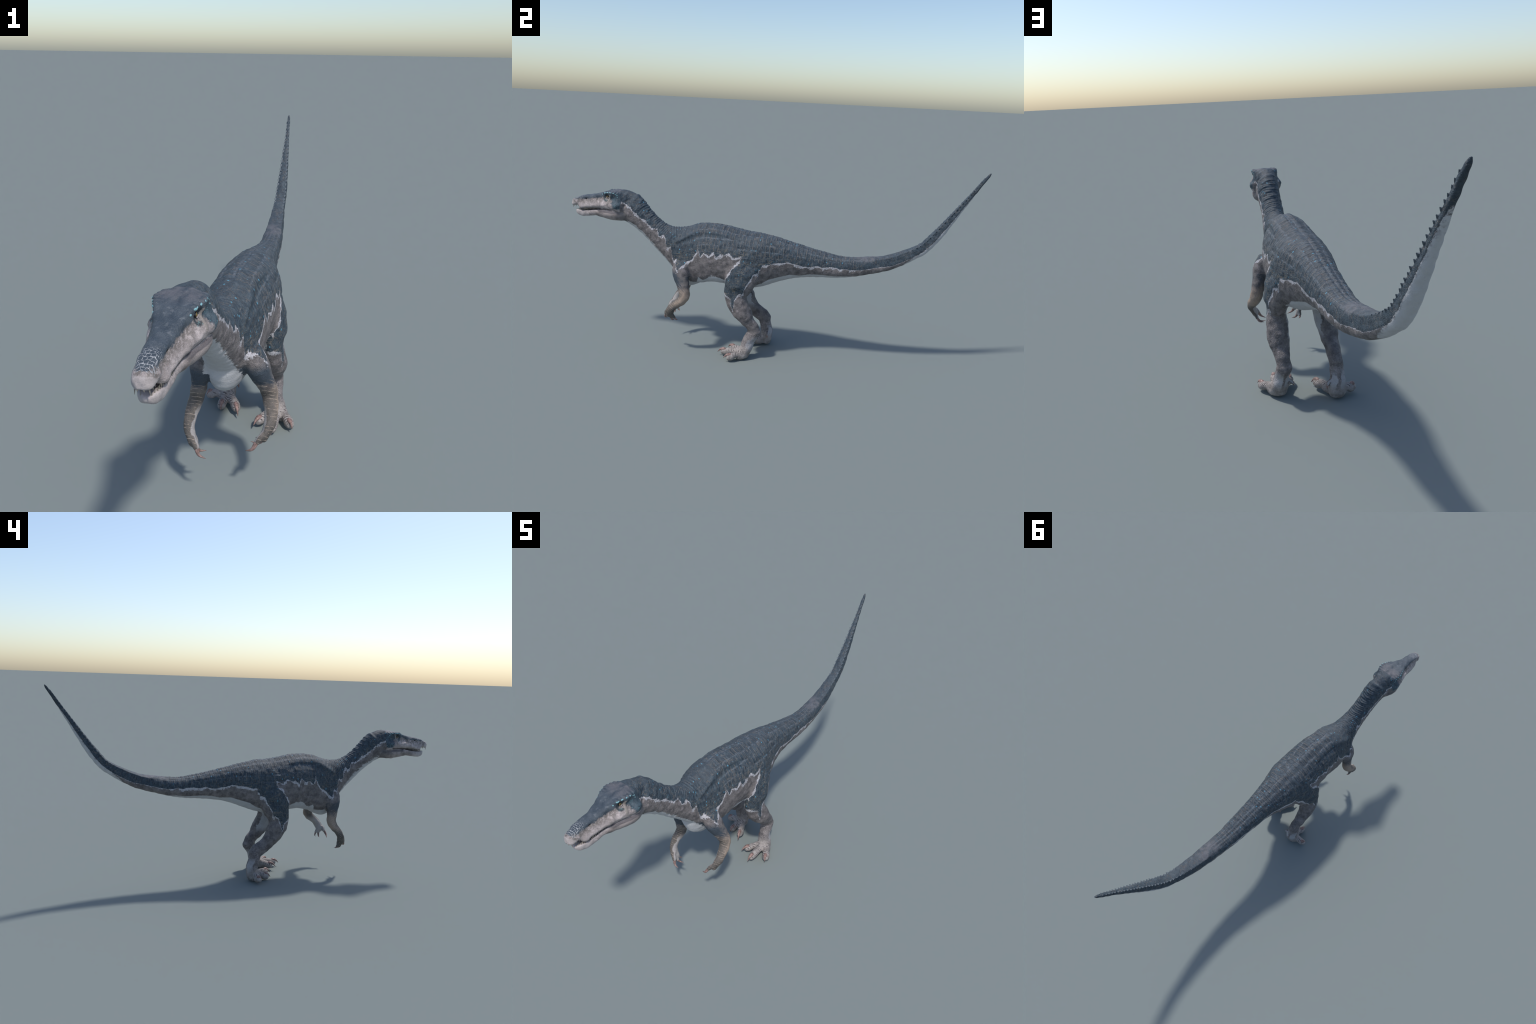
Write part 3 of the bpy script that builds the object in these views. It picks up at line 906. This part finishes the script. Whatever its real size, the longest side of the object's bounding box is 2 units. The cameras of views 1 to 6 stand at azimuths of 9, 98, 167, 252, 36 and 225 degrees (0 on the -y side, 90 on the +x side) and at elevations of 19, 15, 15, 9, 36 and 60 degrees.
def head_skin():
    n = Nodes("head_skin", .55)
    cx = n.add(-.0262, n.mul(n.add(n.y, .70), .031))
    lx = n.m("ABSOLUTE", n.sub(n.x, cx))
    a = n.noise(30, 4, .6, offset=41.)
    b = n.noise(220, 3, .7, offset=42.)
    j = n.sub(n.noise(55, 4, .65, offset=43.), .5)
    jf = n.sub(n.noise(200, 3, .7, offset=44.), .5)
    # pale pink muzzle
    pale = n.mix(n.step(a, .40, .62), (.300, .262, .256), (.440, .385, .380))
    pale = n.mix(n.mul(n.step(n.noise(46, 5, .72, offset=45.), .50, .64), .8), pale, (.220, .198, .190))
    pale = n.mix(n.mul(n.step(n.noise(60, 2, .6, offset=46.), .58, .70), .5), pale, (.470, .360, .365))
    # grey-brown zone along the muzzle below the blue roof
    roof = n.curve(n.y, [(-1.01, .730), (-.985, .707), (-.965, .709), (-.93, .713), (-.90, .716), (-.86, .722), (-.83, .728), (-.805, .733), (-.78, .728), (-.74, .70), (-.70, .70)], -1.01, -.70, .5, 1)
    up = n.add(n.sub(n.z, roof), n.mul(j, .026), n.mul(jf, .016))
    brown = n.mul(n.step(up, -.034, -.008), n.step(n.noise(85, 4, .7, offset=47.), .40, .54))
    col = n.mix(n.mul(brown, .9), pale, (.150, .132, .122))
    blue = n.mix(n.step(a, .36, .62), (.042, .057, .075), (.070, .087, .106))
    blue = n.mix(n.mul(n.step(n.noise(90, 3, .6, offset=48.), .55, .72), .6), blue, (.150, .165, .182))
    crown = n.mul(n.step(n.y, -.81, -.755), n.step(n.nz, .2, .7))
    blue = n.mix(n.mul(crown, n.step(a, .3, .6), .75), blue, (.135, .128, .138))
    col = n.mix(n.step(up, -.002, .003), col, blue)
    # blue cheek behind the eye with light freckles, and dark around the eye
    cheek = n.mul(n.step(n.add(n.y, n.mul(j, .03), n.mul(n.sub(n.z, .70), .25)), -.772, -.758), n.step(n.add(n.z, n.mul(j, .012)), .678, .684))
    chc = n.mix(n.step(n.noise(60, 3, .6, offset=49.), .4, .62), (.034, .054, .072), (.066, .094, .116))
    fre = n.mul(n.step(n.voronoi(210).outputs["Distance"], .40, .24), n.step(n.noise(50, 2, .5, offset=50.), .46, .58), n.step(n.z, .74, .725))
    chc = n.mix(n.mul(n.step(n.noise(75, 3, .6, offset=53.), .52, .64), n.step(n.y, -.745, -.765), .8), chc, (.260, .225, .215))
    chc = n.mix(n.mul(fre, .7), chc, (.14, .29, .33))
    barp = n.m("ABSOLUTE", n.sub(n.add(n.y, n.mul(n.sub(n.z, .745), -.25)), -.777))
    bar = n.mul(n.step(barp, .0065, .004), n.step(n.z, .695, .702), n.step(n.z, .748, .742))
    cheek = n.mul(cheek, n.step(n.z, .764, .757))
    col = n.mix(cheek, col, chc)
    eye = n.m("SQRT", n.add(n.m("POWER", n.m("DIVIDE", n.add(n.y, .793), .021), 2.0), n.m("POWER", n.m("DIVIDE", n.sub(n.z, .731), .021), 2.0)))
    ring = n.mul(n.step(n.add(eye, n.mul(j, .7)), 1.05, .85), n.step(n.nz, .75, .55))
    col = n.mix(n.mul(ring, .9), col, (.028, .040, .050))
    dots = n.mul(ring, n.step(n.z, .728, .722), n.step(n.noise(190, 2, .5, offset=51.), .54, .60))
    col = n.mix(n.mul(dots, .8), col, (.20, .36, .37))
    col = n.mix(bar, col, (.235, .210, .195))
    # net of pale lines on the muzzle tip
    brick = n.t.nodes.new("ShaderNodeTexBrick")
    n.put(brick.inputs["Vector"], n.vec(n.add(n.sub(n.x, cx), n.mul(j, .007)), n.add(n.y, n.mul(n.sub(.72, n.z), .8), n.mul(j, .006), n.mul(jf, .003)), 0.0))
    for k, v in (("Scale", 1.0), ("Mortar Size", .00045), ("Mortar Smooth", .3), ("Brick Width", .0090), ("Row Height", .0052)):
        brick.inputs[k].default_value = v
    net = n.mul(brick.outputs["Fac"], n.step(n.add(n.y, n.mul(j, .03)), -.925, -.945), n.step(n.noise(150, 2, .5, offset=52.), .34, .48))
    net = n.mul(net, n.step(up, -.006, .0))
    col = n.mix(net, col, (.40, .41, .43))
    tipw = n.mx(n.mul(n.step(n.add(n.y, n.mul(j, .010), n.mul(n.sub(n.z, .70), 1.0)), -.982, -.990), n.step(n.add(n.z, n.mul(j, .006)), .706, .702)), n.mul(n.step(n.y, -.90, -.95), n.step(n.z, .6565, .652)))
    col = n.mix(n.mul(tipw, .65), col, (.400, .360, .355))
    nost = n.m("SQRT", n.add(n.m("POWER", n.m("DIVIDE", n.add(n.y, .915), .0052), 2.0), n.m("POWER", n.m("DIVIDE", n.sub(n.z, .7145), .0026), 2.0)))
    col = n.mix(n.step(nost, 1.05, .8), col, (.006, .006, .007))
    # throat and jaw
    low = n.step(n.add(n.z, n.mul(j, .01)), .648, .636)
    jawc = n.mul(n.step(n.add(n.y, n.mul(j, .06)), -.91, -.85), n.step(n.z, .662, .655))
    jcol = n.mix(n.step(a, .36, .6), (.135, .118, .115), (.290, .250, .240))
    col = n.mix(n.mul(jawc, .9), col, jcol)
    lipd = n.mul(n.step(n.y, -.86, -.83), n.step(n.y, -.69, -.74), n.step(n.m("ABSOLUTE", n.sub(n.z, .6615)), .007, .004))
    col = n.mix(n.mul(lipd, .85), col, (.100, .090, .098))
    # inside of the mouth
    midz = n.curve(n.y, [(-1.0, .668), (-.965, .667), (-.945, .660), (-.90, .664), (-.86, .669), (-.80, .6705), (-.74, .671)], -1.0, -.74, .6, .7)
    dz = n.m("ABSOLUTE", n.sub(n.z, midz))
    inside = n.mul(n.step(dz, .0085, .006), n.step(n.m("ABSOLUTE", n.nz), .45, .75), n.step(n.y, -.72, -.76))
    gap_paint = n.mul(n.step(dz, .0022, .0012), n.step(n.y, -.775, -.785))  # dark line painted along the fused jaws in place of an open gap
    col = n.mix(n.mx(inside, n.mul(gap_paint, .75)), col, (.060, .050, .056))
    col = n.scale_color(col, n.grey(n.add(.68, n.mul(b, .64))))
    # hand over to the neck colours behind the cheek
    taupe = n.scale_color(n.mix(n.step(a, .36, .62), TAUPE_DARK, TAUPE), n.grey(n.add(.6, n.mul(b, .8))))
    rear_hi = n.mul(n.step(n.add(n.y, n.mul(n.sub(n.z, .70), -.12)), -.724, -.718), n.step(n.add(n.z, n.mul(j, .02)), .724, .716))
    rear_lo = n.mul(n.step(n.add(n.y, n.mul(j, .05)), -.765, -.720), n.step(n.z, .668, .655))
    rear = n.mx(rear_hi, rear_lo)
    col = n.mix(rear, col, taupe)
    vb = n.voronoi(260, "DISTANCE_TO_EDGE").outputs["Distance"]
    hgt = n.add(n.mul(n.step(vb, 0, .25), .35), n.mul(b, .8), n.mul(net, .5))
    hgt = n.mul(hgt, n.inv(n.mul(tipw, .75)))
    return n.finish(col, hgt, .7, .0018)


def plain(name, col, rough, vary=.3, tip=None):
    n = Nodes(name, rough)
    f = n.noise(140, 3, .6)
    c = n.scale_color(col, n.grey(n.add(1 - vary * .5, n.mul(f, vary))))
    return n.finish(c, f, .2, .001)


def claw_horn():
    n = Nodes("claw_horn", .42)
    tc = n.t.nodes.new("ShaderNodeTexCoord")
    g = n.split(tc.outputs["Generated"])[2]
    f = n.noise(120, 3, .6)
    c = n.mix(n.step(f, .35, .65), (.150, .096, .083), (.305, .200, .178))
    c = n.mix(n.mul(n.step(g, .25, .0), .6), c, (.085, .065, .060))
    return n.finish(c, f, .2, .001)


def eye_glass():
    n = Nodes("eye_glass", .08)
    # iris ring around the outward direction, dark narrow pupil
    f = n.m("ABSOLUTE", n.sub(n.m("ABSOLUTE", n.nx), 1.0))
    iris = n.step(f, .42, .34)
    pup = n.mul(n.step(n.m("ABSOLUTE", n.ny), .24, .16), n.step(f, .3, .2))
    gold = n.mix(n.step(n.noise(420, 3, .6), .36, .62), (.040, .026, .008), (.190, .130, .032))
    c = n.mix(iris, (.012, .010, .010), gold)
    c = n.mix(pup, c, (.004, .004, .004))
    n.bsdf.inputs["Coat Weight"].default_value = .6
    return n.finish(c)


M_TRUNK, M_LEG, M_ARM, M_HEAD = trunk_skin(), leg_skin(), arm_skin(), head_skin()
M_CLAW = claw_horn()
M_TOOTH = plain("tooth_enamel", (.240, .215, .185), .35, .5)
M_SCUTE = plain("brow_scute", (.215, .400, .440), .5, .4)
M_EYE = eye_glass()
M_LID = plain("eyelid", (.360, .310, .300), .6)
M_SPIKE = plain("spike_horn", (.100, .120, .138), .6, .9)

# ------------------------------------------------------------------ objects
root = bpy.data.objects.new("theropod_dinosaur", None)
bpy.context.scene.collection.objects.link(root)
root["label"] = "blue-grey long-snouted theropod dinosaur with white belly and spiked tail"
root["category"] = "dinosaur"

obs = {}
mats = {0: M_TRUNK, 1: M_TRUNK, 2: M_HEAD, 3: M_HEAD, 4: M_TRUNK, 5: M_LEG, 6: M_LEG, 7: M_LEG, 8: M_LEG, 9: M_ARM, 10: M_ARM, 11: M_ARM, 12: M_ARM}
for lab in [0, 1, 2, 3, 4, 5, 6, 7, 8, 9, 10, 11, 12]:
    fs = F[flab == lab]
    if not len(fs):
        continue
    used, inv = np.unique(fs, return_inverse=True)
    me = bpy.data.meshes.new(NAMES[lab])
    me.vertices.add(len(used))
    me.vertices.foreach_set("co", V[used].astype(np.float32).ravel())
    me.loops.add(fs.size)
    me.loops.foreach_set("vertex_index", inv.astype(np.int32).ravel())
    me.polygons.add(len(fs))
    me.polygons.foreach_set("loop_start", np.arange(0, fs.size, 4, dtype=np.int32))
    me.polygons.foreach_set("use_smooth", np.ones(len(fs), bool))
    me.update(calc_edges=True)
    me.validate()
    me.normals_split_custom_set_from_vertices(N[used].astype(np.float32))
    obs[lab] = make_object(NAMES[lab], me, root, mats[lab])
bpy.data.meshes.remove(skin)


def tube_mesh(name, pts, cols=14, rows=18, flat=1.0):
    p = np.array(pts, float)
    r, _ = tube(np.concatenate([p, p[:, 3:4] * flat], 1), rows, cols, side=(.3, .9, .1))
    me = bpy.data.meshes.new(name)
    me.from_pydata(r.reshape(-1, 3).tolist(), [], loft_faces(rows, cols, 0))
    me.shade_smooth()
    return me


owner = {("foot", "left"): 7, ("foot", "right"): 8, ("hand", "left"): 11, ("hand", "right"): 12}
for pts, kind, sidename in CLAWS:
    make_object("claw", tube_mesh("claw", pts), obs[owner[kind, sidename]], M_CLAW)

# eyes with a lower lid
HEAD = obs[2]
ev, ef_ = [], []
for i in range(13):
    a = math.pi * i / 12
    for k in range(24):
        b = 2 * math.pi * k / 24
        ev.append((math.cos(a), math.sin(a) * math.cos(b), math.sin(a) * math.sin(b)))
eye_faces = loft_faces(13, 24, 0)
eye_mesh = bpy.data.meshes.new("eye")
eye_mesh.from_pydata([(x * .0070, y * .0070, z * .0070) for x, y, z in ev], [], eye_faces[:-2])
eye_mesh.shade_smooth()
eye_mesh.materials.append(M_EYE)
for sgn in (1, -1):
    c = Vector((head_x(-.794) + sgn * .0382, -.794, .7355))
    e = bpy.data.objects.new("eye", eye_mesh)
    bpy.context.scene.collection.objects.link(e)
    e.parent = HEAD
    e.location = c
    lid = [(c.x + sgn * .0062, c.y + .0064 * math.sin(t) * 1.05, c.z - .0061 * math.cos(t) ** 1.0, .0013 * math.cos(t) + .0003) for t in np.linspace(-1.25, 1.25, 9)]
    make_object("eyelid", tube_mesh("eyelid", lid, 8, 16), HEAD, M_LID)

# brow scutes: a row of pale blue plates along each brow
def skin_point(target, reach=.03):
    """Nearest skin vertex and its normal."""
    i = np.argmin(((V - np.array(target)) ** 2).sum(1))
    return V[i], N[i]


def blob_mesh(name, n_seg=10):
    v = [(0, 0, 1.0)]
    f = []
    for i, (r, h) in enumerate(((.6, .78), (1, 0), (.9, -.6))):
        for k in range(n_seg):
            t = 2 * math.pi * k / n_seg
            v.append((r * math.cos(t), r * math.sin(t), h))
    for k in range(n_seg):
        f.append((0, 1 + k, 1 + (k + 1) % n_seg))
        for i in range(2):
            a, b = 1 + i * n_seg + k, 1 + i * n_seg + (k + 1) % n_seg
            f.append((a, a + n_seg, b + n_seg, b))
    me = bpy.data.meshes.new(name)
    me.from_pydata(v, [], f)
    me.shade_smooth()
    return me


scute_mesh = blob_mesh("scute")
scute_mesh.materials.append(M_SCUTE)
BROW = [(-.821, .038, .7465, .0026, .0024), (-.806, .0445, .7525, .0046, .0030), (-.801, .0465, .7560, .0022, .0018), (-.789, .0515, .7570, .0046, .0024),
        (-.774, .0545, .7570, .0042, .0022), (-.759, .0550, .7555, .0034, .0026), (-.748, .0545, .7520, .0024, .0022), (-.740, .0545, .7465, .0028, .0017), (-.736, .0560, .7370, .0017, .0017)]
for sgn in (1, -1):
    for y, l, z, sx, sy in BROW:
        p, nn = skin_point((head_x(y) + sgn * l, y + rng.normal() * .0006, z))
        o = bpy.data.objects.new("scute", scute_mesh)
        bpy.context.scene.collection.objects.link(o)
        o.parent = HEAD
        zq = Vector(nn)
        yq = Vector((0, 1, 0)) - zq * zq.y
        yq.normalize()
        xq = yq.cross(zq)
        rot = Matrix((xq, yq, zq)).transposed().to_4x4()
        o.matrix_world = Matrix.Translation(Vector(p)) @ rot @ Matrix.Diagonal((sy * 1.15, sx * 1.2, .0012, 1))

# teeth: narrow cones along both jaws
tooth = bpy.data.meshes.new("tooth")
tv, tf = [], []
for i, (h, r, b) in enumerate(((-.25, .95, 0), (0, 1, 0), (.4, .72, .05), (.75, .4, .16), (1, .06, .3))):
    for k in range(8):
        t = 2 * math.pi * k / 8
        tv.append((r * math.cos(t) * .8, r * math.sin(t) + b, h))
tooth.from_pydata(tv, [], loft_faces(5, 8, 0))
tooth.shade_smooth()
tooth.materials.append(M_TOOTH)


def add_tooth(parent, base, direction, length, radius, lean):
    o = bpy.data.objects.new("tooth", tooth)
    bpy.context.scene.collection.objects.link(o)
    o.parent = parent
    zq = (Vector(direction) + Vector((0, lean, 0))).normalized()
    xq = Vector((1, 0, 0)) - zq * zq.x
    xq.normalize()
    yq = zq.cross(xq)
    rot = Matrix((xq, yq, zq)).transposed().to_4x4()
    o.matrix_world = Matrix.Translation(Vector(base)) @ rot @ Matrix.Diagonal((radius, radius, length, 1))


for sgn in (1, -1):
    # upper: rosette on the snout tip, then the row behind the notch
    for y, l, z, ln in ((-.997, .006, .678, .005), (-.991, .0135, .677, .015), (-.983, .017, .677, .006), (-.974, .0175, .677, .005), (-.963, .0175, .678, .006)):
        add_tooth(HEAD, (head_x(y) + sgn * l, y, z), (sgn * .12, 0, -1), ln, .0022, .1)
    y = -.953
    while y < -.845:
        l = np.interp(y, [-.955, -.94, -.90, -.85], [.020, .0255, .0285, .034])
        z = np.interp(y, [-.955, -.945, -.92, -.88, -.845], [.672, .667, .668, .675, .676])
        add_tooth(HEAD, (head_x(y) + sgn * l, y, z), (sgn * .10, 0, -1), rng.uniform(.0085, .0125) * np.interp(y, [-.95, -.85], [1.15, .7]), .0021, rng.normal() * .08 + .08)
        y += rng.uniform(.0052, .0068)
    # lower
    y = -.974
    while y < -.855:
        l = np.interp(y, [-.975, -.96, -.93, -.86], [.0105, .0165, .0185, .024])
        z = np.interp(y, [-.975, -.965, -.93, -.86], [.652, .655, .652, .660])
        big = 1.35 if -.968 < y < -.945 else .8
        add_tooth(obs[3], (head_x(y) + sgn * l, y, z), (sgn * .14, 0, 1), rng.uniform(.006, .010) * big, .0018, rng.normal() * .08)
        y += rng.uniform(.0058, .0078)

# dark filler added between the jaws to block the see-through gap
mouth_filler = [(head_x(y), y, z, r) for y, z, r in ((-.725, .667, .024), (-.80, .6675, .024), (-.87, .6655, .019), (-.92, .6610, .0145), (-.945, .6570, .012), (-.955, .656, .003))]
tp = np.array(mouth_filler)
rings, _ = tube(np.concatenate([tp, tp[:, 3:4] * .19 + .0010], 1), 30, 20, side=(1, 0, 0))
tm = bpy.data.meshes.new("mouth_filler")
tm.from_pydata(rings.reshape(-1, 3).tolist(), [], loft_faces(30, 20, 0))
tm.shade_smooth()
make_object("mouth_filler", tm, HEAD, plain("mouth_filler_dark", (.085, .062, .068), .5))

# tail spikes: two rows on the crest edges
spike = bpy.data.meshes.new("spike")
sv_ = [(-.35, -1, -.5), (.35, -1, -.5), (.42, .75, -.5), (-.42, .75, -.5), (-.20, -.25, .45), (.20, -.25, .45), (.20, .62, .45), (-.20, .62, .45), (-.04, .50, 1), (.04, .50, 1), (.04, .70, 1), (-.04, .70, 1)]
sf_ = [(3, 2, 1, 0)]
for r in (0, 4):
    for k in range(4):
        sf_.append((r + k, r + (k + 1) % 4, r + 4 + (k + 1) % 4, r + 4 + k))
sf_.append((8, 9, 10, 11))
spike.from_pydata(sv_, [], sf_)
spike.materials.append(M_SPIKE)
yy = TC[:, 1]
s0, s1 = np.interp(.50, yy, ts), np.interp(.980, yy, ts)
s = s0
while s < s1:
    k = int(np.searchsorted(ts, s))
    f = (s - s0) / (s1 - s0)
    size = np.interp(f, [0, .15, .35, .6, .85, 1], [.0030, .0050, .0082, .0078, .0052, .0024])
    for sgn in (1, -1):
        ang = math.radians(44)
        dirn = TR[k] * sgn * .93 + TU[k] * .36
        base = TC[k] + TR[k] * sgn * math.sin(ang) * td[k, 3] * 1.02 + TU[k] * math.cos(ang) * td[k, 4] * 1.02
        zq = Vector(unit(dirn))
        yq = Vector(TT[k]) - zq * zq.dot(Vector(TT[k]))
        yq.normalize()
        xq = yq.cross(zq)
        rot = Matrix((xq, yq, zq)).transposed().to_4x4()
        o = bpy.data.objects.new("spike", spike)
        bpy.context.scene.collection.objects.link(o)
        o.parent = obs[4]
        h = size * rng.uniform(.68, 1.08)
        o.matrix_world = Matrix.Translation(Vector(base)) @ rot @ Matrix.Diagonal((size * .95, np.interp(f, [0, .3, 1], [.009, .0115, .0075]), h, 1))
    s += np.interp(f, [0, .3, 1], [.0215, .0215, .0165])

bpy.context.view_layer.update()
